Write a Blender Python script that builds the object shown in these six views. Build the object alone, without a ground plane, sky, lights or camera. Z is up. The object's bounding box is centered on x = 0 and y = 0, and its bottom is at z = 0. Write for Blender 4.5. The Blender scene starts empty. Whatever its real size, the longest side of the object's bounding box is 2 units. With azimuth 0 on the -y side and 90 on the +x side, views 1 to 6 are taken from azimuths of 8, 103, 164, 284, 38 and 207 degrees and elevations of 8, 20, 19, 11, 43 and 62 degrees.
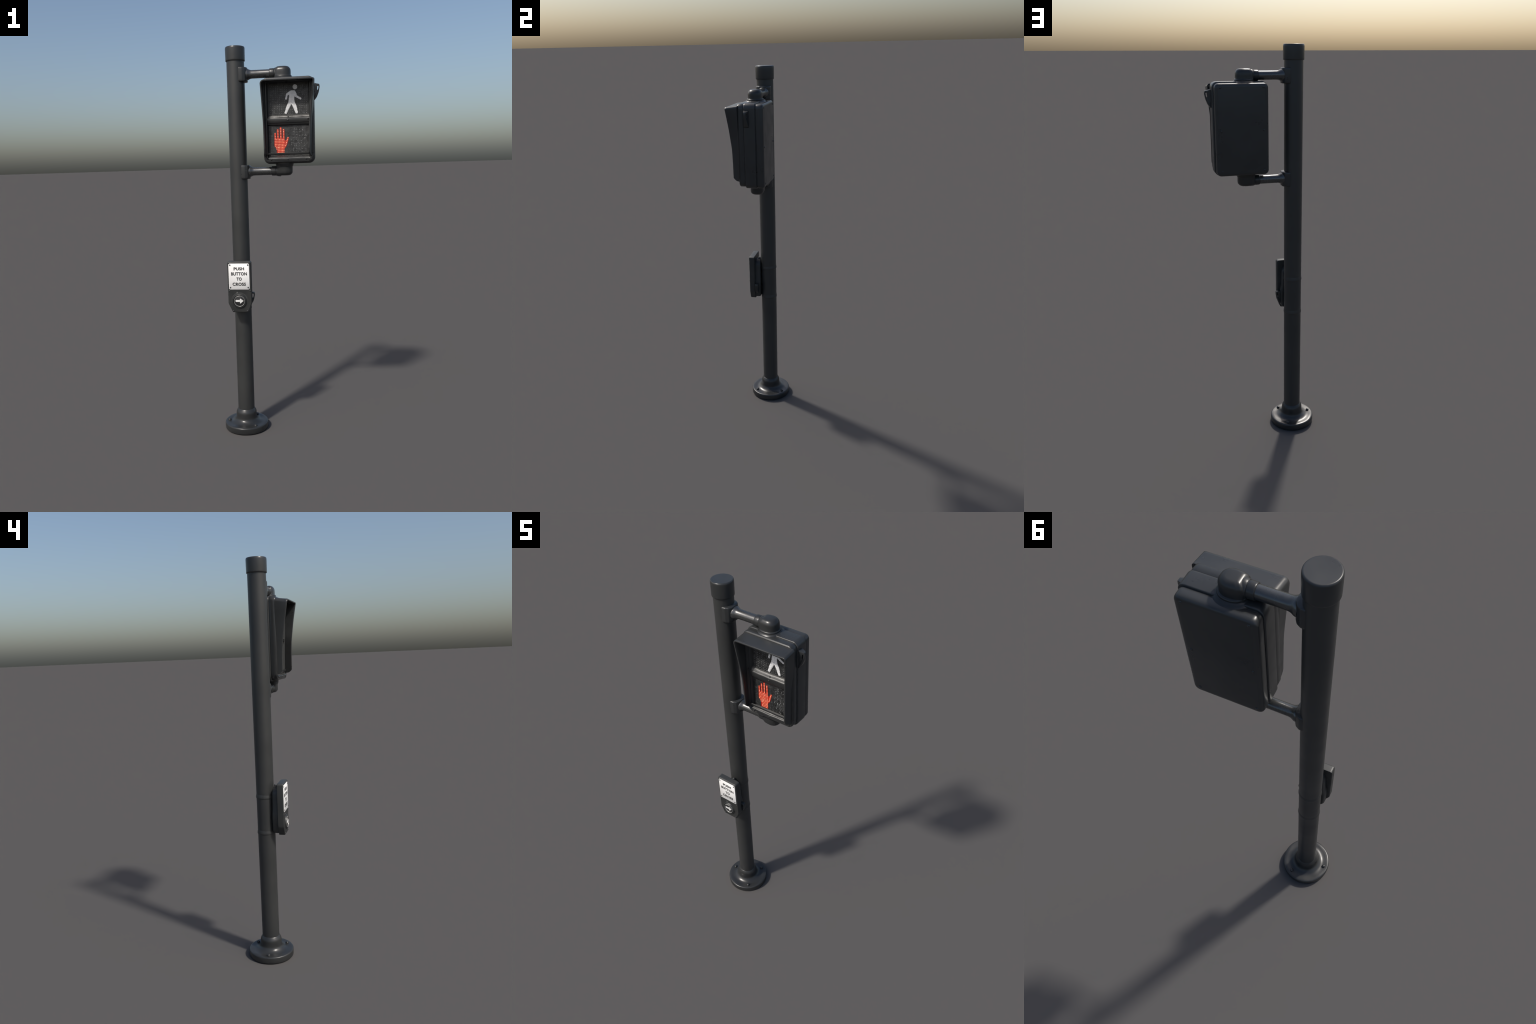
"""Pedestrian crossing signal post: flanged pole, two-armed signal head with hood, push-button unit."""
import bpy, bmesh, math, random
from mathutils import Vector, Matrix

random.seed(7)
PX, PY = -0.152, 0.0            # pole axis
ARM_Y = 0.0035                  # axis of the two bracket arms
UPPER_Z, LOWER_Z = 1.864, 1.382


# ------------------------------------------------------------------ materials
def new_mat(name):
    m = bpy.data.materials.new(name)
    m.use_nodes = True
    nt = m.node_tree
    return m, nt, nt.nodes["Principled BSDF"]


def mottled(name, c1, c2, rough=(0.35, 0.5), scale=9.0, bump=0.0, bump_scale=300.0, spec=0.5, metallic=0.0,
            distort=0.3, stretch=(1, 1, 1), ior=1.5):
    m, nt, b = new_mat(name)
    N, L = nt.nodes, nt.links
    tc = N.new("ShaderNodeTexCoord")
    n1 = N.new("ShaderNodeTexNoise")
    n1.inputs["Scale"].default_value = scale
    n1.inputs["Detail"].default_value = 5
    n1.inputs["Distortion"].default_value = distort
    mp = N.new("ShaderNodeMapping")
    mp.inputs["Scale"].default_value = stretch
    L.new(tc.outputs["Object"], mp.inputs["Vector"])
    L.new(mp.outputs["Vector"], n1.inputs["Vector"])
    cr = N.new("ShaderNodeValToRGB")
    cr.color_ramp.elements[0].position = 0.32
    cr.color_ramp.elements[1].position = 0.68
    cr.color_ramp.elements[0].color = (*c1, 1)
    cr.color_ramp.elements[1].color = (*c2, 1)
    L.new(n1.outputs["Fac"], cr.inputs["Fac"])
    L.new(cr.outputs["Color"], b.inputs["Base Color"])
    n2 = N.new("ShaderNodeTexNoise")
    n2.inputs["Scale"].default_value = scale * 2.3
    n2.inputs["Detail"].default_value = 3
    L.new(tc.outputs["Object"], n2.inputs["Vector"])
    mr = N.new("ShaderNodeMapRange")
    mr.inputs["From Min"].default_value = 0.3
    mr.inputs["From Max"].default_value = 0.7
    mr.inputs["To Min"].default_value = rough[0]
    mr.inputs["To Max"].default_value = rough[1]
    L.new(n2.outputs["Fac"], mr.inputs["Value"])
    L.new(mr.outputs["Result"], b.inputs["Roughness"])
    b.inputs["Specular IOR Level"].default_value = spec
    b.inputs["Metallic"].default_value = metallic
    b.inputs["IOR"].default_value = ior
    if bump:
        n3 = N.new("ShaderNodeTexNoise")
        n3.inputs["Scale"].default_value = bump_scale
        n3.inputs["Detail"].default_value = 2
        L.new(tc.outputs["Object"], n3.inputs["Vector"])
        bp = N.new("ShaderNodeBump")
        bp.inputs["Strength"].default_value = bump
        bp.inputs["Distance"].default_value = 0.001
        L.new(n3.outputs["Fac"], bp.inputs["Height"])
        L.new(bp.outputs["Normal"], b.inputs["Normal"])
    return m


PAINT = mottled("dark_grey_paint", (0.025, 0.0265, 0.027), (0.032, 0.0335, 0.0340), (0.27, 0.38), 7, 0.03, spec=0.55)
POLE_PAINT = mottled("pole_paint", (0.027, 0.028, 0.028), (0.034, 0.035, 0.034), (0.37, 0.46), 5, 0.03, spec=0.6)
GLOSS_PAINT = mottled("glossy_casting_paint", (0.019, 0.020, 0.0205), (0.028, 0.029, 0.0290), (0.28, 0.38), 9, 0.02, spec=0.5)
ARM_PAINT = mottled("bracket_arm_paint", (0.022, 0.0235, 0.024), (0.032, 0.033, 0.0325), (0.24, 0.31), 12, 0.02, spec=0.9, ior=1.6)
PALE_LEDGE = mottled("pale_streaked_ledge", (0.035, 0.0355, 0.035), (0.125, 0.123, 0.118), (0.22, 0.34), 26, 0.05, spec=0.7, stretch=(0.35, 1.6, 1.6))
BOX_PLASTIC = mottled("button_box_paint", (0.022, 0.0235, 0.0235), (0.031, 0.032, 0.031), (0.40, 0.52), 14, 0.04)
SCREEN = mottled("louvred_screen", (0.006, 0.0062, 0.0065), (0.040, 0.041, 0.041), (0.35, 0.6), 34, 0.5, 420.0, distort=1.5)
DOT_DIM = mottled("unlit_lamp_dim", (0.035, 0.037, 0.038), (0.12, 0.125, 0.125), (0.3, 0.4), 60)
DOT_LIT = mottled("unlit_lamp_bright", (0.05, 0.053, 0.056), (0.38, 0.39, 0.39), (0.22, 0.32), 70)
WHITE_BASE = mottled("white_lamp_field", (0.40, 0.40, 0.405), (0.52, 0.52, 0.525), (0.4, 0.5), 60)
WHITE_LAMP = mottled("white_lamp_bead", (0.90, 0.90, 0.90), (0.96, 0.96, 0.96), (0.3, 0.4), 30)
RED_BASE = mottled("red_lamp_field", (0.38, 0.013, 0.006), (0.50, 0.026, 0.011), (0.4, 0.5), 60)
RED_LAMP = mottled("red_lamp_bead", (0.93, 0.16, 0.07), (0.97, 0.42, 0.26), (0.3, 0.4), 75)
SIGN_WHITE = mottled("white_sign_enamel", (0.78, 0.77, 0.755), (0.84, 0.835, 0.82), (0.4, 0.5), 14)
INK = mottled("black_sign_ink", (0.012, 0.012, 0.013), (0.028, 0.028, 0.028), (0.5, 0.6), 90)
STEEL = mottled("worn_steel_ring", (0.18, 0.18, 0.175), (0.34, 0.335, 0.32), (0.3, 0.42), 55, metallic=0.4)
BUTTON_BLACK = mottled("button_face_black", (0.014, 0.014, 0.015), (0.026, 0.026, 0.026), (0.35, 0.5), 50)
ARROW_WHITE = mottled("white_arrow_paint", (0.62, 0.615, 0.605), (0.76, 0.755, 0.74), (0.4, 0.5), 60)
SCREW = mottled("screw_steel", (0.04, 0.04, 0.04), (0.09, 0.09, 0.088), (0.25, 0.35), 80, metallic=0.3)


# ------------------------------------------------------------------ object helpers
root = bpy.data.objects.new("pedestrian_signal_post", None)
bpy.context.scene.collection.objects.link(root)
root.location = (PX, PY, 0)
root["label"] = "dark grey crosswalk signal post with walk and hand lights"
root["category"] = "traffic light"


def place(ob, parent):
    bpy.context.scene.collection.objects.link(ob)
    ob.parent = parent
    if parent is root:
        ob.matrix_parent_inverse = Matrix.Translation((-PX, -PY, 0))
    return ob


def finish(bm, name, parent, mat, angle=35, bevel=0.0, segs=2, bevel_angle=40):
    bmesh.ops.remove_doubles(bm, verts=bm.verts, dist=1e-6)
    bmesh.ops.recalc_face_normals(bm, faces=bm.faces)
    me = bpy.data.meshes.new(name)
    bm.to_mesh(me)
    bm.free()
    me.materials.append(mat)
    ob = place(bpy.data.objects.new(name, me), parent)
    if bevel:
        md = ob.modifiers.new("edge_round", "BEVEL")
        md.width = bevel
        md.segments = segs
        md.limit_method = "ANGLE"
        md.angle_limit = math.radians(bevel_angle)
        bpy.context.view_layer.update()
        dg = bpy.context.evaluated_depsgraph_get()
        me2 = bpy.data.meshes.new_from_object(ob.evaluated_get(dg))
        ob.modifiers.clear()
        ob.data = me2
        me2.name = name
        me = me2
    me.shade_smooth()
    me.set_sharp_from_angle(angle=math.radians(angle))
    return ob


def clone(ob, loc, parent):
    o = ob.copy()
    place(o, parent)
    o.location = loc
    return o


def loft(bm, loops, cap=(True, True), closed=True):
    """Skin equal-length loops of points."""
    rings = [[bm.verts.new(p) for p in lp] for lp in loops]
    n = len(rings[0])
    for a, b in zip(rings, rings[1:]):
        for i in range(n if closed else n - 1):
            j = (i + 1) % n
            bm.faces.new((a[i], a[j], b[j], b[i]))
    if cap[0]:
        bm.faces.new(rings[0])
    if cap[1]:
        bm.faces.new(rings[-1])
    return rings


def circle(c, r, axis="z", n=48, ry=None, power=2.0):
    ry = r if ry is None else ry
    out = []
    for i in range(n):
        t = 2 * math.pi * i / n
        ct, st = math.cos(t), math.sin(t)
        u = r * math.copysign(abs(ct) ** (2 / power), ct)
        v = ry * math.copysign(abs(st) ** (2 / power), st)
        d = {"z": (u, v, 0), "y": (u, 0, v), "x": (0, u, v)}[axis]
        out.append((c[0] + d[0], c[1] + d[1], c[2] + d[2]))
    return out


def lathe(bm, c, profile, axis="z", n=64, cap=(True, True)):
    """profile: (radius, distance along axis)"""
    off = {"z": lambda h: (c[0], c[1], c[2] + h), "y": lambda h: (c[0], c[1] + h, c[2]),
           "x": lambda h: (c[0] + h, c[1], c[2])}[axis]
    return loft(bm, [circle(off(h), r, axis, n) for r, h in profile], cap)


def rrect(x0, x1, z0, z1, y, radii, inset=0.0, n=8):
    """Rounded rectangle in the xz plane; radii = (top right, top left, bottom left, bottom right)."""
    x0 += inset; x1 -= inset; z0 += inset; z1 -= inset
    pts = []
    for k, (cx, cz, sx, sz) in enumerate(((x1, z1, -1, -1), (x0, z1, 1, -1), (x0, z0, 1, 1), (x1, z0, -1, 1))):
        r = max(radii[k] - inset, 0.0015)
        ox, oz = cx + sx * r, cz + sz * r
        for i in range(n + 1):
            a = math.radians(90 * k + 90 * i / n)
            pts.append((ox + r * math.cos(a), y, oz + r * math.sin(a)))
    return pts


def rpoly(pts, radii, n=5):
    """Round the corners of a 2D polygon."""
    out = []
    m = len(pts)
    for i, p in enumerate(pts):
        r = radii[i] if isinstance(radii, (list, tuple)) else radii
        p = Vector(p)
        a = (Vector(pts[i - 1]) - p)
        b = (Vector(pts[(i + 1) % m]) - p)
        if r <= 0:
            out.append(tuple(p)); continue
        ang = a.angle(b)
        d = min(r / math.tan(ang / 2), a.length * 0.48, b.length * 0.48)
        s, e = p + a.normalized() * d, p + b.normalized() * d
        for k in range(n + 1):
            t = k / n
            q = s * (1 - t) ** 2 + p * 2 * t * (1 - t) + e * t ** 2
            out.append((q.x, q.y))
    return out


def resample(pts, n):
    P = [Vector(p) for p in pts] + [Vector(pts[0])]
    L = [0]
    for a, b in zip(P, P[1:]):
        L.append(L[-1] + (b - a).length)
    out, k = [], 0
    for i in range(n):
        s = L[-1] * i / n
        while L[k + 1] < s:
            k += 1
        t = (s - L[k]) / max(L[k + 1] - L[k], 1e-9)
        out.append(tuple(P[k].lerp(P[k + 1], t)))
    return out


def inside(p, poly):
    x, z = p
    c = False
    for (x1, z1), (x2, z2) in zip(poly, poly[1:] + poly[:1]):
        if (z1 > z) != (z2 > z) and x < (x2 - x1) * (z - z1) / (z2 - z1) + x1:
            c = not c
    return c


def edge_dist(p, poly):
    p = Vector(p)
    best = 9
    for a, b in zip(poly, poly[1:] + poly[:1]):
        a, b = Vector(a), Vector(b)
        t = max(0, min(1, (p - a).dot(b - a) / max((b - a).length_squared, 1e-12)))
        best = min(best, (p - a.lerp(b, t)).length)
    return best


def prism(bm, poly, y0, y1):
    loft(bm, [[(x, y0, z) for x, z in poly], [(x, y1, z) for x, z in poly]])


def dome(bm, c, r, h, axis=(0, -1, 0), n=8, rings=3):
    """Low bead standing on a surface at c, pointing along -y."""
    lp = []
    for k in range(rings):
        a = math.pi / 2 * k / rings
        lp.append(circle((c[0], c[1] - h * math.sin(a), c[2]), r * math.cos(a), "y", n))
    rg = loft(bm, lp, (False, False))
    tip = bm.verts.new((c[0], c[1] - h, c[2]))
    for i in range(n):
        bm.faces.new((rg[-1][i], rg[-1][(i + 1) % n], tip))


# ------------------------------------------------------------------ pole
bm = bmesh.new()
lathe(bm, (PX, PY, 0), [(0.0435, 0.05), (0.0442, 0.12), (0.0443, 0.60), (0.0445, 1.0), (0.0446, 1.2), (0.0446, 1.80), (0.0446, 1.95)], n=64)
for v in bm.verts:                      # the post leans back by a hair
    v.co.y += 0.0013 * v.co.z + 0.0008 * math.sin(math.pi * min(v.co.z / 1.7, 1))
pole = finish(bm, "pole", root, POLE_PAINT)

bm = bmesh.new()
lathe(bm, (PX, PY, 0), [(0.0440, 1.9300), (0.0478, 1.9300), (0.0488, 1.9312), (0.0491, 1.936), (0.0494, 1.965), (0.0496, 1.988),
                        (0.0493, 1.9935), (0.0484, 1.9972), (0.0468, 1.9993), (0.0448, 2.0), (0.0430, 2.0), (0.02, 2.0)], n=64)
for v in bm.verts:
    v.co.y += 0.0020
finish(bm, "pole_cap", root, PAINT, angle=50)

# ridged sleeve where the button unit is strapped on
for zc in (0.8535, 0.6690):
    bm = bmesh.new()
    lathe(bm, (PX, PY + 0.0013 * zc + 0.0012, zc), [(0.0430, 0.020), (0.0443, 0.015), (0.0452, 0.009), (0.0459, 0.003), (0.0463, -0.001),
                             (0.0460, -0.0035), (0.0448, -0.006), (0.0430, -0.008)], n=64, cap=(False, False))
    finish(bm, "strap_ridge", root, POLE_PAINT, angle=60)

# ------------------------------------------------------------------ base flange
bm = bmesh.new()
prof = [(0.040, 0.0), (0.110, 0.0), (0.1135, 0.0012), (0.1155, 0.004), (0.1163, 0.010), (0.1165, 0.020), (0.1165, 0.0300),
        (0.1155, 0.0337), (0.1132, 0.0358), (0.1090, 0.0368), (0.0980, 0.0366), (0.0880, 0.0362), (0.0800, 0.0372),
        (0.0730, 0.0398), (0.0670, 0.0438), (0.0620, 0.0482), (0.0580, 0.0535), (0.0560, 0.0590), (0.0552, 0.0680),
        (0.0548, 0.0800), (0.0545, 0.0880), (0.0530, 0.0945), (0.0500, 0.1010), (0.0465, 0.1060), (0.0446, 0.1100),
        (0.0430, 0.1105)]
lathe(bm, (PX, PY, 0), prof, n=80)
for v in bm.verts:                      # cast iron is not perfectly even
    a = math.atan2(v.co.y - PY, v.co.x - PX)
    r = math.hypot(v.co.x - PX, v.co.y - PY)
    if v.co.z > 0.03 and 0.06 < r < 0.112:
        v.co.z += 0.0006 * math.sin(3 * a + 0.7) + 0.0004 * math.sin(7 * a + 2.0)
flange = finish(bm, "base_flange", root, GLOSS_PAINT, angle=60)

bm = bmesh.new()
lathe(bm, (0, 0, 0), [(0.0084, -0.002), (0.0084, 0.0035), (0.0078, 0.0058), (0.0060, 0.0078), (0.0030, 0.0090), (0.0008, 0.0093)], n=20)
bolt = finish(bm, "anchor_bolt", flange, GLOSS_PAINT, angle=60)
for k, deg in enumerate((183, 60, -51)):
    p = (PX + 0.0935 * math.cos(math.radians(deg)), PY + 0.0935 * math.sin(math.radians(deg)), 0.0362)
    if k == 0:
        bolt.location = p
    else:
        clone(bolt, p, flange)


# ------------------------------------------------------------------ bracket arms
def bracket(z, up):
    """up = +1: elbow drops onto the head from above; -1: carries it from below."""
    bm = bmesh.new()
    # tube with a flared root on the pole saddle
    lathe(bm, (0, ARM_Y, z), [(0.0290, -0.1000), (0.0285, -0.0935), (0.0268, -0.0885), (0.0240, -0.0835), (0.0218, -0.0775),
                              (0.0207, -0.0700), (0.0205, -0.02), (0.0206, 0.022), (0.0206, 0.03)], axis="x", n=40)
    arm = finish(bm, "bracket_arm", root, ARM_PAINT, angle=50)

    # saddle hugging the pole
    plan = rpoly([(0.026, 0.0395), (0.038, 0.0385), (0.051, 0.0310), (0.0595, 0.018), (0.0605, 0.0), (0.0595, -0.018),
                  (0.051, -0.0325), (0.038, -0.0405), (0.022, -0.0425), (0.010, -0.030), (0.010, 0.030)],
                 [0.002, 0.01, 0.012, 0.012, 0.02, 0.012, 0.012, 0.01, 0.002, 0.002, 0.002], 4)
    cx = sum(p[0] for p in plan) / len(plan)

    def ring(dz, s):
        return [(PX + cx + (x - cx) * s, ARM_Y * 0.4 + y * s, z - 0.002 + dz) for x, y in plan]
    bm = bmesh.new()
    loft(bm, [ring(-0.0350, 0.90), ring(-0.0338, 0.955), ring(-0.0310, 0.99), ring(-0.026, 1.0), ring(0.026, 1.0),
              ring(0.0310, 0.99), ring(0.0338, 0.955), ring(0.0350, 0.90)])
    finish(bm, "pole_saddle", arm, PAINT, angle=50)

    # cuff
    bm = bmesh.new()
    lathe(bm, (0, ARM_Y, z), [(0.0195, 0.0185), (0.0222, 0.0190), (0.0236, 0.0205), (0.0242, 0.0235), (0.0245, 0.0395), (0.0240, 0.0425),
                              (0.0230, 0.0435), (0.0230, 0.060)], axis="x", n=40)
    finish(bm, "cuff", arm, GLOSS_PAINT, angle=45)

    # elbow casting
    ex, ey = 0.0858, 0.0045
    bm = bmesh.new()
    prof = [(-0.030, -0.003), (-0.019, 0.0), (-0.002, 0.0), (0.010, 0.0004), (0.017, 0.0018), (0.0225, 0.0052), (0.0268, 0.0090),
            (0.0293, 0.0130), (0.0306, 0.0175), (0.0310, 0.0215)]
    right = [(0.0402 * math.copysign(abs(math.cos(a)) ** 0.87, math.cos(a)), 0.0358 * math.copysign(abs(math.sin(a)) ** 0.87, math.sin(a)))
             for a in [math.radians(-90 + 180 * i / 28) for i in range(29)]]
    left = rpoly([(0.0, 0.0358), (-0.0240, 0.0335), (-0.0392, 0.0270), (-0.0392, -0.0270), (-0.0240, -0.0335), (0.0, -0.0358)],
                 [0, 0.02, 0.009, 0.009, 0.02, 0], 6)[1:-1]
    stad = right + left
    squash = lambda h: h * 0.79 if up < 0 and h > 0 else h            # the lower casting is flatter
    rings = [[(ex + x * (1 - ins / 0.038), ey + y * (1 - ins / 0.038), z + up * squash(h)) for x, y in stad] for h, ins in prof]
    loft(bm, rings)
    finish(bm, "elbow_joint", arm, GLOSS_PAINT, angle=60)
    # collar blending the cuff into the elbow
    bm = bmesh.new()
    lathe(bm, (0, ARM_Y, z), [(0.0225, 0.0425), (0.0246, 0.0432), (0.0258, 0.0455), (0.0272, 0.0500), (0.0282, 0.0560), (0.0285, 0.066)], axis="x", n=40)
    finish(bm, "elbow_collar", arm, GLOSS_PAINT, angle=60)
    # stepped gasket flange
    bm = bmesh.new()
    rings = []
    if up > 0:
        pr = [(0.0380, -0.0130), (0.0420, -0.0140), (0.0445, -0.0160), (0.0452, -0.0190), (0.0448, -0.0215), (0.0475, -0.0225), (0.0505, -0.0240),
              (0.0528, -0.0262), (0.0560, -0.0290), (0.0600, -0.0302)]
    else:
        pr = [(0.0390, -0.0200), (0.0420, -0.0210), (0.0432, -0.0230), (0.0432, -0.0270), (0.0450, -0.0285), (0.0460, -0.034), (0.0460, -0.044)]
    for r, h in pr:
        rings.append([(x, y, z + up * h) for x, y, _ in circle((ex, ey + (r - 0.04) * 0.12, 0), r, "z", 56, r * (0.94 if up > 0 else 0.90), 2.25)])
    loft(bm, rings)
    finish(bm, "gasket_flange", arm, GLOSS_PAINT, angle=50)
    return arm


bracket(UPPER_Z, +1)
bracket(LOWER_Z, -1)

# ------------------------------------------------------------------ signal head
BX0, BX1, BZ0, BZ1 = -0.0160, 0.2405, 1.4170, 1.8400      # main body
body_r = (0.026, 0.026, 0.030, 0.030)
bm = bmesh.new()
loft(bm, [rrect(BX0, BX1, BZ0, BZ1, y, body_r, i) for y, i in
          ((-0.0200, 0.0045), (-0.0192, 0.0018), (-0.0175, 0.0005), (-0.0140, 0.0), (0.0345, 0.0), (0.0362, 0.0004), (0.0373, 0.0018), (0.0376, 0.0065),
           (0.0425, 0.0070))])
head = finish(bm, "signal_housing", root, PAINT, angle=50)

# back cover
CX0, CX1, CZ0, CZ1 = -0.0125, 0.2350, 1.4195, 1.8345
bm = bmesh.new()
loft(bm, [rrect(CX0, CX1, CZ0, CZ1, y, (0.021, 0.021, 0.022, 0.022), i) for y, i in
          ((0.0392, 0.0022), (0.0400, 0.0008), (0.0420, 0.0), (0.0620, 0.0), (0.0680, 0.0010), (0.0720, 0.0030), (0.0748, 0.0062),
           (0.0762, 0.0105), (0.0768, 0.0160))])
cover = finish(bm, "back_cover", head, PAINT, angle=50)
bm = bmesh.new()
lathe(bm, (0, 0, 0), [(0.0052, -0.001), (0.0050, 0.0008), (0.0040, 0.0019), (0.0018, 0.0024)], axis="y", n=16)
cs = finish(bm, "cover_screw", cover, PAINT, angle=60)
k = 0
for zz in (1.8165, 1.6265, 1.4425):
    for xx in (0.0115, 0.2098):
        p = (xx, 0.0766, zz)
        if k == 0:
            cs.location = p
        else:
            clone(cs, p, cover)
        k += 1

# door frame with stepped window recess
DX0, DX1, DZ0, DZ1 = -0.0130, 0.2375, 1.4240, 1.8365
dr = (0.024, 0.024, 0.032, 0.032)
bm = bmesh.new()
loft(bm, [rrect(DX0, DX1, DZ0, DZ1, y, dr, i) for y, i in
          ((-0.0180, 0.0040), (-0.0200, 0.0012), (-0.0215, 0.0), (-0.0480, 0.0), (-0.0503, 0.0010), (-0.0518, 0.0032), (-0.0520, 0.0095),
           (-0.0505, 0.0110), (-0.0440, 0.0120), (-0.0425, 0.0135), (-0.0425, 0.0180), (-0.0410, 0.0195), (-0.0330, 0.0225),
           (-0.0290, 0.0250), (-0.0285, 0.0270))])
door = finish(bm, "door_frame", head, PAINT, angle=40)

# cross bar between the windows and sloping sills, as yz profiles swept along x
def sweep_x(name, prof, x0, x1, mat, wobble=0.0, n=24, bevel=0.0):
    bm = bmesh.new()
    loops = []
    for i in range(n + 1):
        t = i / n
        x = x0 + (x1 - x0) * t
        w = wobble * (math.sin(9 * t + 1.0) * 0.6 + math.sin(23 * t) * 0.4)
        loops.append([(x, y + (w if y < -0.036 else 0), z + 0.6 * w) for y, z in prof])
    loft(bm, loops)
    return finish(bm, name, head, mat, angle=62, bevel=bevel)


sweep_x("window_crossbar", [(-0.0286, 1.6560), (-0.0325, 1.6545), (-0.0400, 1.6490), (-0.0412, 1.6440), (-0.0450, 1.6418), (-0.0466, 1.6400), (-0.0474, 1.6370),
                            (-0.0474, 1.6190), (-0.0462, 1.6170), (-0.0432, 1.6158), (-0.0430, 1.6120), (-0.0418, 1.6085), (-0.0385, 1.6070),
                            (-0.0345, 1.6050), (-0.0286, 1.6040)], 0.0085, 0.2215, GLOSS_PAINT, 0.0010)
sweep_x("lens_ledge", [(-0.0284, 1.6575), (-0.0325, 1.6560), (-0.0404, 1.6502), (-0.0422, 1.6445), (-0.0400, 1.6438), (-0.0284, 1.6500)],
        0.0150, 0.2150, PALE_LEDGE, 0.0010)
sweep_x("lens_ledge", [(-0.0284, 1.4590), (-0.0362, 1.4575), (-0.0424, 1.4540), (-0.0440, 1.4512), (-0.0492, 1.4490), (-0.0480, 1.4470), (-0.0284, 1.4530)],
        0.0150, 0.2130, PALE_LEDGE, 0.0010)
sweep_x("window_sill", [(-0.0286, 1.4580), (-0.0360, 1.4565), (-0.0420, 1.4530), (-0.0428, 1.4502), (-0.0485, 1.4482), (-0.0522, 1.4462), (-0.0530, 1.4420),
                        (-0.0528, 1.4340), (-0.0515, 1.4300), (-0.0300, 1.4300)], 0.0110, 0.2190, GLOSS_PAINT, 0.0010)

# small screws on the door
bm = bmesh.new()
lathe(bm, (0, 0, 0), [(0.0042, 0.002), (0.0042, -0.0012), (0.0034, -0.0026), (0.0014, -0.0032)], axis="y", n=16)
ds = finish(bm, "door_screw", door, GLOSS_PAINT, angle=60)
ds.location = (0.1100, -0.0472, 1.6295)
for p in ((0.1092, -0.0528, 1.4385), (0.0245, -0.0526, 1.4390), (0.1985, -0.0526, 1.4390), (0.2100, -0.0470, 1.6335), (0.1120, -0.0408, 1.6462)):
    clone(ds, p, door)

# ------------------------------------------------------------------ hood (visor) open at the bottom
VB = -0.0500                                            # rear edge


def spline(pts, t):
    for (t0, v0), (t1, v1) in zip(pts, pts[1:]):
        if t <= t1:
            return v0 + (v1 - v0) * (t - t0) / (t1 - t0)
    return pts[-1][1]


# front edge of the hood: flares out at the top, pinched half way, nearly straight below
FRONT_R = [(1.440, -0.0855), (1.475, -0.0872), (1.560, -0.0872), (1.620, -0.0888), (1.720, -0.0985), (1.822, -0.1135), (1.85, -0.117)]
FRONT_L = [(1.440, -0.0765), (1.475, -0.0775), (1.560, -0.0810), (1.620, -0.0850), (1.720, -0.1000), (1.822, -0.1160), (1.85, -0.119)]
EDGE_R = [(1.44, 0.2190), (1.532, 0.2208), (1.624, 0.2245), (1.733, 0.2365), (1.81, 0.2450), (1.85, 0.2465)]
EDGE_L = [(1.44, -0.0085), (1.54, -0.0095), (1.627, -0.0099), (1.738, -0.0143), (1.80, -0.0172), (1.85, -0.0180)]


def front_y(x, z):
    t = min(1, max(0, (x + 0.01) / 0.25))
    return spline(FRONT_L, z) * (1 - t) + spline(FRONT_R, z) * t


def hood_path(v, ins):
    """U-shaped section; v = 0 at the door, 1 at the front edge; ins = distance inside the outer skin."""
    zb = 1.4525 + 0.003 * v + 0.0150 * max(0.0, (v - 0.35) / 0.65) ** 2
    ztop = 1.8285 - 0.0085 * v - ins
    rl, rr = max(0.019 - ins, 0.004), max(0.011 - ins, 0.003)
    wl = lambda z: spline([(1.45, -0.0100), (1.62, -0.0110), (1.80, -0.0140), (1.85, -0.0145)], z) * (1 - v) + spline(EDGE_L, z) * v + ins
    wr = lambda z: spline([(1.45, 0.2300), (1.62, 0.2335), (1.80, 0.2450), (1.85, 0.2470)], z) * (1 - v) + spline(EDGE_R, z) * v - ins
    xl, xr = wl(ztop - rl), wr(ztop - rr)
    P = []
    for i in range(15):
        t = i / 14
        z = zb + (ztop - rl - zb) * t
        P.append((wl(z), z))
    for i in range(1, 8):
        a = math.pi - (math.pi / 2) * i / 8
        P.append((xl + rl + rl * math.cos(a), ztop - rl + rl * math.sin(a)))
    for i in range(9):
        t = i / 8
        P.append((xl + rl + (xr - rr - xl - rl) * t, ztop))
    for i in range(1, 8):
        a = math.pi / 2 - (math.pi / 2) * i / 8
        P.append((xr - rr + rr * math.cos(a), ztop - rr + rr * math.sin(a)))
    for i in range(15):
        t = 1 - i / 14
        z = zb + (ztop - rr - zb) * t
        P.append((wr(z), z))
    out = []
    for x, z in P:
        y = VB + (front_y(x, z) - VB) * v
        out.append((x, y, z))
    return out


bm = bmesh.new()
TH = 0.0072
V = [0, 0.12, 0.25, 0.4, 0.55, 0.7, 0.85, 0.965]
loops = [hood_path(v, 0.0) for v in V] + [hood_path(0.993, 0.0010), hood_path(1.0, 0.0026), hood_path(1.0, TH - 0.0024), hood_path(0.992, TH - 0.0008)]
loops += [hood_path(v, TH) for v in reversed(V)]
rg = loft(bm, loops, (False, False), closed=False)
n = len(rg)
for k in (0, -1):                                        # close the two bottom edges and the rear
    for i in range(n // 2 - 1):
        a, b, c, d = rg[i][k], rg[i + 1][k], rg[n - 2 - i][k], rg[n - 1 - i][k]
        try:
            bm.faces.new((a, b, c, d))
        except ValueError:
            pass
for i in range(len(rg[0]) - 1):
    bm.faces.new((rg[0][i], rg[0][i + 1], rg[-1][i + 1], rg[-1][i]))
finish(bm, "hood", head, PAINT, angle=45)

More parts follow.
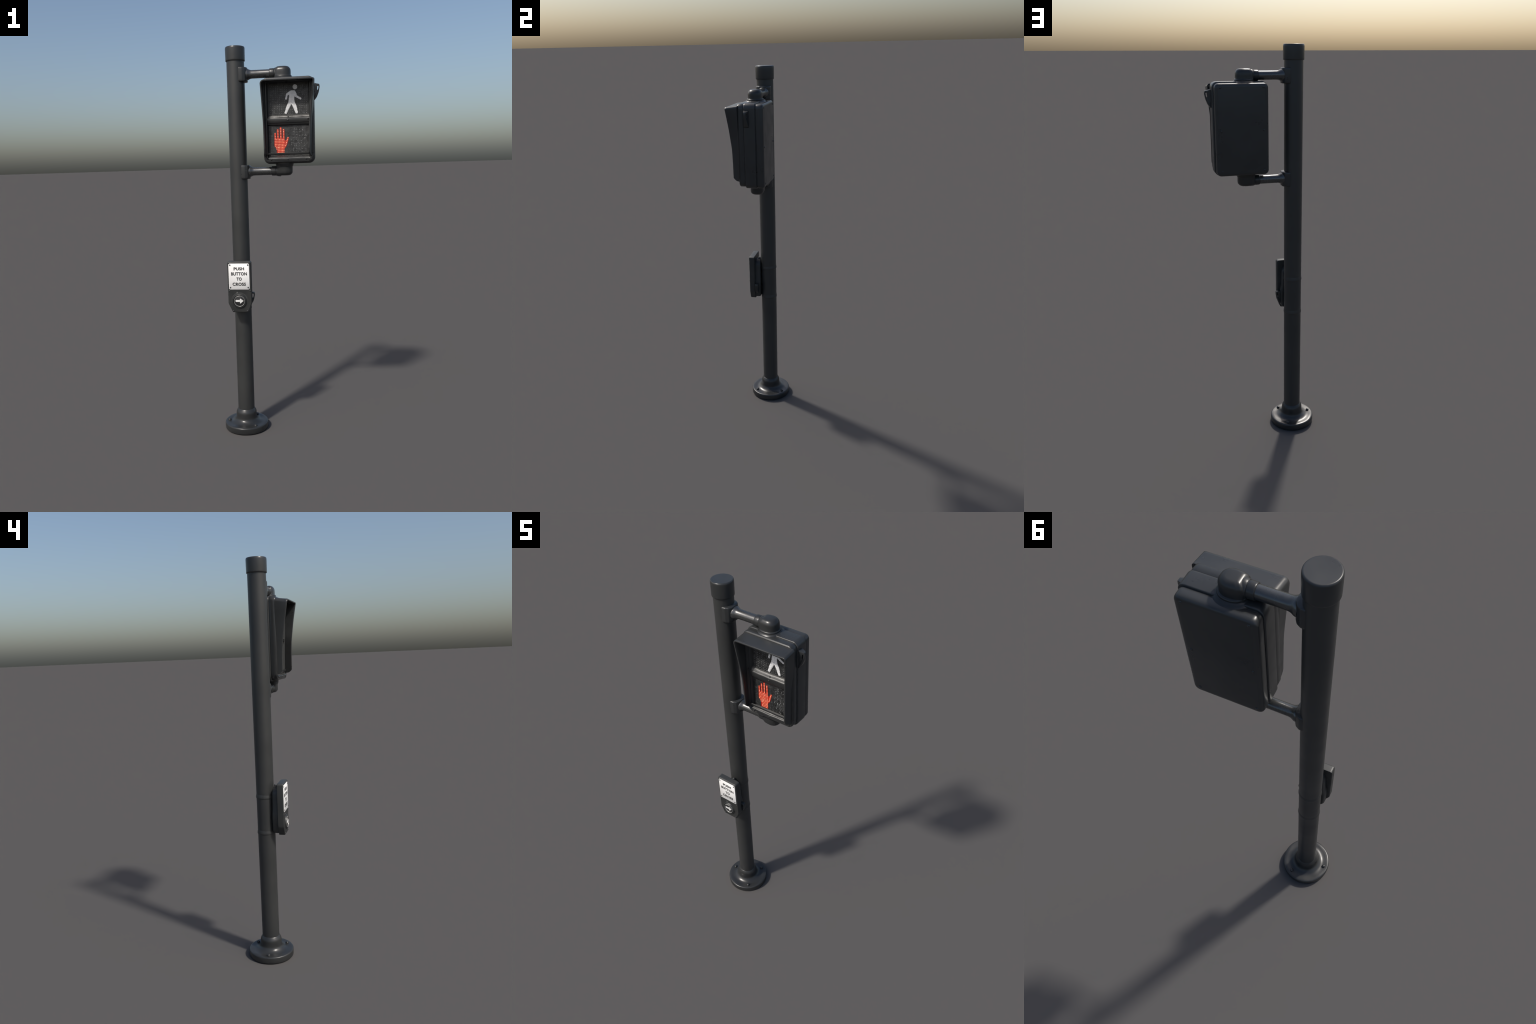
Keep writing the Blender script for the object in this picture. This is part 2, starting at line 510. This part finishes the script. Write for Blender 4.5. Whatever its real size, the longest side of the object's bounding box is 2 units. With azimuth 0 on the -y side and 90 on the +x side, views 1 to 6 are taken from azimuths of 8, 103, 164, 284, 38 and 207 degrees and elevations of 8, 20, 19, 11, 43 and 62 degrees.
# stepped rim where the hood is screwed to the door (seen along the top as two bright lines)
bm = bmesh.new()
loft(bm, [rrect(-0.0125, 0.2385, 1.4600, 1.8345, y, (0.022, 0.022, 0.01, 0.01), i) for y, i in
          ((-0.0470, -0.0004), (-0.0500, 0.0), (-0.0522, 0.0010), (-0.0535, 0.0030), (-0.0535, 0.0090), (-0.0500, 0.0110))], (False, False))
finish(bm, "hood_rim", head, GLOSS_PAINT, angle=45)


# ------------------------------------------------------------------ lugs with an eye
def eye_lug(name, outline, eye, y_of, parent, mat, N=40):
    """Wedge-shaped lug cut by an eye; y_of(x) -> (front, back)."""
    O = resample(outline, N)
    E = resample(eye, N)
    # align start of the eye loop with the outline by angle around the eye centre
    c = Vector((sum(p[0] for p in E) / N, sum(p[1] for p in E) / N))
    ang = lambda p: math.atan2(p[1] - c.y, p[0] - c.x)
    O.sort(key=ang)
    E.sort(key=ang)
    bm = bmesh.new()
    L = [[(x, y_of(x)[s], z) for x, z in lp] for s, lp in ((0, O), (1, O), (1, E), (0, E))]
    rings = loft(bm, L, (False, False))
    for i in range(N):
        j = (i + 1) % N
        bm.faces.new((rings[3][i], rings[3][j], rings[0][j], rings[0][i]))
    return finish(bm, name, parent, mat, angle=40, bevel=0.0015)


lug_out = rpoly([(0.2360, 1.8080), (0.2500, 1.8030), (0.2670, 1.8000), (0.2680, 1.7860), (0.2630, 1.7620), (0.2540, 1.7400),
                 (0.2420, 1.7245), (0.2340, 1.7240)], [0.001, 0.01, 0.003, 0.01, 0.02, 0.02, 0.004, 0.001], 4)
lug_eye = rpoly([(0.2560, 1.7920), (0.2622, 1.7915), (0.2610, 1.7780), (0.2575, 1.7700), (0.2555, 1.7750)], 0.002, 3)
eye_lug("latch_lug", lug_out, lug_eye, lambda x: (-0.0180 + max(0, x - 0.245) * 0.25, 0.0080 - max(0, x - 0.245) * 0.45), head, PAINT)

# ------------------------------------------------------------------ lamp screens
bm = bmesh.new()
loft(bm, [rrect(0.0130, 0.2170, 1.6500, 1.8140, y, (0.004,) * 4, 0) for y in (-0.0280, -0.0300)])
walk_screen = finish(bm, "walk_screen", head, SCREEN)
bm = bmesh.new()
loft(bm, [rrect(0.0130, 0.2170, 1.4520, 1.6100, y, (0.004,) * 4, 0) for y in (-0.0280, -0.0330)])
hand_screen = finish(bm, "hand_screen", head, SCREEN)

WY, HY = -0.0300, -0.0330
walker = [(0.1288, 1.7738), (0.1451, 1.7732), (0.1513, 1.7640), (0.1580, 1.7475), (0.1795, 1.7342), (0.1760, 1.7252), (0.1445, 1.7425),
          (0.1429, 1.7318), (0.1461, 1.7151), (0.1542, 1.6968), (0.1607, 1.6620), (0.1498, 1.6598), (0.1289, 1.7080), (0.1027, 1.6592),
          (0.0925, 1.6630), (0.1044, 1.6989), (0.1142, 1.7192), (0.1180, 1.7510), (0.1112, 1.7505), (0.1072, 1.7292), (0.0973, 1.7297),
          (0.1029, 1.7584), (0.1216, 1.7707)]
walker = rpoly(walker, 0.002, 2)
head_disc = [(0.1474 + 0.0117 * math.cos(t * math.pi / 12), 1.7893 + 0.0122 * math.sin(t * math.pi / 12)) for t in range(24)]
hand = [(0.0508, 1.4606), (0.0508, 1.4860), (0.0460, 1.4960), (0.0392, 1.5066), (0.0402, 1.5362), (0.0402, 1.5660), (0.0447, 1.5712), (0.0490, 1.5660),
        (0.0490, 1.5435), (0.0536, 1.5435), (0.0536, 1.5840), (0.0580, 1.5890), (0.0624, 1.5840), (0.0624, 1.5440), (0.0681, 1.5440), (0.0681, 1.5935),
        (0.0726, 1.5990), (0.0771, 1.5935), (0.0771, 1.5440), (0.0827, 1.5440), (0.0827, 1.5845), (0.0871, 1.5892), (0.0916, 1.5845), (0.0916, 1.5360),
        (0.0945, 1.5295), (0.0985, 1.5325), (0.1045, 1.5450), (0.1091, 1.5485), (0.1135, 1.5445), (0.1090, 1.5300), (0.1042, 1.5126), (0.0980, 1.5000),
        (0.0903, 1.4916), (0.0892, 1.4615)]
hand = rpoly(hand, 0.0018, 2)

bm = bmesh.new()
prism(bm, walker, WY + 0.0010, WY - 0.0014)
prism(bm, head_disc, WY + 0.0010, WY - 0.0014)
walking_figure = finish(bm, "walking_figure", walk_screen, WHITE_BASE)
bm = bmesh.new()
prism(bm, hand, HY + 0.0010, HY - 0.0014)
hand_symbol = finish(bm, "raised_hand", hand_screen, RED_BASE)


def beads(name, pts, y, r, h, parent, mat, jitter=0.0, n=8):
    bm = bmesh.new()
    for x, z in pts:
        s = 1 + random.uniform(-jitter, jitter)
        dome(bm, (x, y + 0.0003, z), r * s, h * s, n=n)
    ob = finish(bm, name, parent, mat, angle=70)
    ob["kind"] = "stuff"
    return ob


pts = []
for i in range(60):
    for j in range(60):
        x, z = 0.0885 + i * 0.0046 + (0.0023 if j % 2 else 0), 1.6612 + j * 0.0043
        for poly in (walker, head_disc):
            if inside((x, z), poly) and edge_dist((x, z), poly) > 0.0016:
                pts.append((x, z))
beads("white_lamp_beads", pts, WY - 0.0014, 0.0021, 0.0012, walking_figure, WHITE_LAMP, 0.08)

pts = []
for j in range(18):
    z = 1.4655 + j * 0.0078
    for i in range(12):
        x = 0.0447 + i * 0.00712
        if x < 0.0905 and inside((x, z), hand) and edge_dist((x, z), hand) > 0.0019:
            pts.append((x, z))
for k in range(6):                                      # beads running up the thumb
    t = k / 5
    pts.append((0.0962 + 0.0124 * t, 1.5050 + 0.0385 * t))
beads("red_lamp_beads", pts, HY - 0.0014, 0.0029, 0.0014, hand_symbol, RED_LAMP, 0.10)

# unlit lamps on the dark fields
pts = []
for i in range(21):
    for j in range(16):
        x, z = 0.0245 + i * 0.00893, 1.6630 + j * 0.00885
        if any(inside((x, z), p) or edge_dist((x, z), p) < 0.0055 for p in (walker, head_disc)):
            continue
        if random.random() < 0.05:
            continue
        pts.append((x + random.uniform(-1, 1) * 0.0003, z + random.uniform(-1, 1) * 0.0003))
beads("unlit_lamps", pts, WY, 0.0015, 0.0011, walk_screen, DOT_LIT, 0.25, 6)
dim, lit = [], []
for i in range(23):
    for j in range(18):
        x, z = 0.0245 + i * 0.00785, 1.4660 + j * 0.0077
        if inside((x, z), hand) or edge_dist((x, z), hand) < 0.0055:
            continue
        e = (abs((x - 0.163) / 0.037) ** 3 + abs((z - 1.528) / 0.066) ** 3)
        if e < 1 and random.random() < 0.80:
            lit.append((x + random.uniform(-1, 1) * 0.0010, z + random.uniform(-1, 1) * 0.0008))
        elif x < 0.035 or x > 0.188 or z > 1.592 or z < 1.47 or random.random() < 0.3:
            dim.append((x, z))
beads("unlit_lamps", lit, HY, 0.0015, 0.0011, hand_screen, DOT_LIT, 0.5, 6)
beads("unlit_lamps", dim, HY, 0.0012, 0.0008, hand_screen, DOT_DIM, 0.25, 6)

# ------------------------------------------------------------------ push-button unit
CXB = -0.1480
out = rpoly([(-0.2115, 0.9305), (-0.2115, 0.7120), (-0.1895, 0.6655), (-0.1085, 0.6655), (-0.0900, 0.7120), (-0.0895, 0.9305)],
            [0.011, 0.030, 0.006, 0.006, 0.030, 0.011], 6)
ccx, ccz = -0.148, 0.80


def shrink(poly, d):
    P = [Vector(p) for p in poly]
    m = len(P)
    res = []
    for i in range(m):
        a, b = P[i - 1], P[(i + 1) % m]
        t = (b - a).normalized()
        nrm = Vector((-t.y, t.x))
        if (Vector((ccx, ccz)) - P[i]).dot(nrm) < 0:
            nrm = -nrm
        q = P[i] + nrm * d
        res.append((q.x, q.y))
    return res


bm = bmesh.new()
loops = []
for y, d in ((-0.0700, 0.004), (-0.0705, 0.0015), (-0.0720, 0.0), (-0.0975, 0.0), (-0.0995, 0.0006), (-0.1010, 0.0020), (-0.1015, 0.0042)):
    loops.append([(x, y, z) for x, z in shrink(out, d)])
loft(bm, loops)
unit = finish(bm, "button_housing", root, BOX_PLASTIC, angle=40)

# mounting box behind it, arched on top
arch = [(-0.1120, 0.6745), (-0.1030, 0.6900), (-0.1010, 0.7500), (-0.1020, 0.7750), (-0.1070, 0.7950), (-0.1090, 0.8600)]
arch += [(-0.1495 + 0.0405 * math.cos(a), 0.8640 + 0.0420 * math.sin(a)) for a in [math.pi * i / 14 for i in range(1, 14)]]
arch += [(-0.1905, 0.8600), (-0.1935, 0.7950), (-0.1990, 0.7750), (-0.2005, 0.7500), (-0.1985, 0.6900), (-0.1880, 0.6745)]
bm = bmesh.new()
ccx, ccz = -0.1495, 0.78
loft(bm, [[(x, y, z) for x, z in shrink(arch, d)] for y, d in
          ((-0.0715, 0.0), (-0.0560, 0.0), (-0.0470, 0.0012), (-0.0425, 0.0030), (-0.0405, 0.0055), (-0.0395, 0.0085))])
back_box = finish(bm, "mounting_box", unit, BOX_PLASTIC, angle=40)
bm = bmesh.new()
lathe(bm, (-0.1450, -0.0515, 0.898), [(0.0075, 0.0), (0.0072, 0.0120), (0.0060, 0.0165), (0.0030, 0.0180)], n=20)
finish(bm, "conduit_plug", unit, PAINT, angle=50)

# eyelet lug on the right
ol = rpoly([(-0.1120, 0.7640), (-0.0900, 0.7640), (-0.0795, 0.7615), (-0.0790, 0.7480), (-0.0835, 0.7260), (-0.0905, 0.7080), (-0.1050, 0.6950), (-0.1120, 0.6950)],
           [0.001, 0.006, 0.004, 0.008, 0.02, 0.02, 0.006, 0.001], 4)
oe = rpoly([(-0.0925, 0.7575), (-0.0838, 0.7565), (-0.0845, 0.7440), (-0.0890, 0.7300), (-0.0930, 0.7360)], 0.002, 3)
eye_lug("eyelet_lug", ol, oe, lambda x: (-0.0680, -0.0500), unit, BOX_PLASTIC)

# sign plate
SX0, SX1, SZ0, SZ1 = -0.2050, -0.0980, 0.7855, 0.9205
bm = bmesh.new()
loft(bm, [rrect(SX0, SX1, SZ0, SZ1, y, (0.008,) * 4, i) for y, i in ((-0.1005, 0.0), (-0.1024, 0.0), (-0.1029, 0.0006))])
sign = finish(bm, "sign_plate", unit, SIGN_WHITE, angle=40)
# raised bead framing the sign
bm = bmesh.new()
loft(bm, [rrect(-0.2092, -0.0925, 0.7800, 0.9270, y, (0.010,) * 4, i) for y, i in
          ((-0.1000, 0.0), (-0.1020, 0.0006), (-0.1028, 0.0016), (-0.1022, 0.0026), (-0.1000, 0.0034))], (False, False))
bmesh.ops.delete(bm, geom=[v for v in bm.verts if v.co.z < 0.915], context="VERTS")
finish(bm, "sign_frame", unit, BOX_PLASTIC, angle=50)
bm = bmesh.new()
lathe(bm, (0, 0, 0), [(0.0038, 0.001), (0.0038, -0.0012), (0.0028, -0.0022), (0.0010, -0.0025)], axis="y", n=14)
ss = finish(bm, "sign_screw", sign, SCREW, angle=60)
for k, p in enumerate(((-0.1976, -0.1029, 0.9133), (-0.1047, -0.1029, 0.9130), (-0.1976, -0.1029, 0.7962), (-0.1054, -0.1029, 0.7962))):
    if k == 0:
        ss.location = p
    else:
        clone(ss, p, sign)


def lettering(text, x0, x1, z0, z1, y, parent):
    cu = bpy.data.curves.new("lettering", "FONT")
    cu.body = text
    cu.size = 1.0
    cu.extrude = 0.02
    cu.offset = 0.042
    cu.space_character = 1.06
    cu.resolution_u = 4
    tmp = bpy.data.objects.new("lettering", cu)
    bpy.context.scene.collection.objects.link(tmp)
    bpy.context.view_layer.update()
    me = bpy.data.meshes.new_from_object(tmp.evaluated_get(bpy.context.evaluated_depsgraph_get()))
    bpy.data.objects.remove(tmp)
    bpy.data.curves.remove(cu)
    xs = [v.co.x for v in me.vertices]
    zs = [v.co.y for v in me.vertices]
    ds_ = [v.co.z for v in me.vertices]
    for v in me.vertices:
        u = (v.co.x - min(xs)) / (max(xs) - min(xs))
        w = (v.co.y - min(zs)) / (max(zs) - min(zs))
        t = (v.co.z - min(ds_)) / (max(ds_) - min(ds_))
        v.co = (x0 + (x1 - x0) * u, y + 0.0004 - 0.0009 * t, z0 + (z1 - z0) * w)
    me.name = "lettering"
    me.materials.clear()
    me.materials.append(INK)
    ob = place(bpy.data.objects.new("lettering", me), parent)
    return ob


lettering("PUSH", -0.1782, -0.1238, 0.8855, 0.9015, -0.1029, sign)
lettering("BUTTON", -0.1924, -0.1100, 0.8588, 0.8760, -0.1029, sign)
lettering("TO", -0.1650, -0.1374, 0.8320, 0.8490, -0.1029, sign)
lettering("CROSS", -0.1863, -0.1170, 0.8052, 0.8222, -0.1029, sign)

# button with raised boss, steel ring and arrow
BC = (-0.1520, 0.0, 0.7255)
bm = bmesh.new()
lathe(bm, BC, [(0.0450, -0.1000), (0.0445, -0.1016), (0.0425, -0.1021), (0.0375, -0.1024), (0.0362, -0.1040), (0.0352, -0.1072), (0.0340, -0.1082),
               (0.0326, -0.1082), (0.0318, -0.1070), (0.0318, -0.1018)], axis="y", n=56, cap=(True, True))
finish(bm, "button_boss", unit, BOX_PLASTIC, angle=45)
bm = bmesh.new()
lathe(bm, BC, [(0.0288, -0.1015), (0.0288, -0.1080), (0.0281, -0.1096), (0.0268, -0.1101), (0.0256, -0.1093), (0.0250, -0.1075), (0.0250, -0.1015)], axis="y", n=56)
finish(bm, "button_ring", unit, STEEL, angle=45)
bm = bmesh.new()
lathe(bm, BC, [(0.0252, -0.1020), (0.0252, -0.1062), (0.0235, -0.1072), (0.0120, -0.1078), (0.0010, -0.1080)], axis="y", n=48)
button = finish(bm, "push_button", unit, BUTTON_BLACK, angle=45)
arrow = [(-0.1725, 0.7325), (-0.1500, 0.7325), (-0.1500, 0.7375), (-0.1480, 0.7402), (-0.1312, 0.7275), (-0.1480, 0.7135), (-0.1500, 0.7165), (-0.1485, 0.7222),
         (-0.1725, 0.7222)]
arrow = rpoly(arrow, [0.003, 0.001, 0.001, 0.001, 0.002, 0.001, 0.001, 0.001, 0.003], 3)
bm = bmesh.new()
prism(bm, arrow, -0.1060, -0.1088)
finish(bm, "arrow", button, ARROW_WHITE)

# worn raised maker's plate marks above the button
bm = bmesh.new()
for x0, x1, z0, z1 in ((-0.1668, -0.1610, 0.7640, 0.7730), (-0.1560, -0.1460, 0.7636, 0.7652), (-0.1400, -0.1330, 0.7640, 0.7655)):
    loft(bm, [rrect(x0, x1, z0, z1, y, (0.0008,) * 4, 0) for y in (-0.1010, -0.1021)])
finish(bm, "raised_mark", unit, STEEL)
# slot screws in the corners of the housing
bm = bmesh.new()
lathe(bm, (0, 0, 0), [(0.0040, 0.001), (0.0040, -0.0010), (0.0030, -0.0020), (0.0010, -0.0023)], axis="y", n=14)
hs = finish(bm, "housing_screw", unit, PAINT, angle=60)
for k, p in enumerate(((-0.2045, -0.1012, 0.7765), (-0.0965, -0.1012, 0.7790), (-0.1850, -0.1012, 0.6740), (-0.1130, -0.1012, 0.6740))):
    if k == 0:
        hs.location = p
    else:
        clone(hs, p, unit)
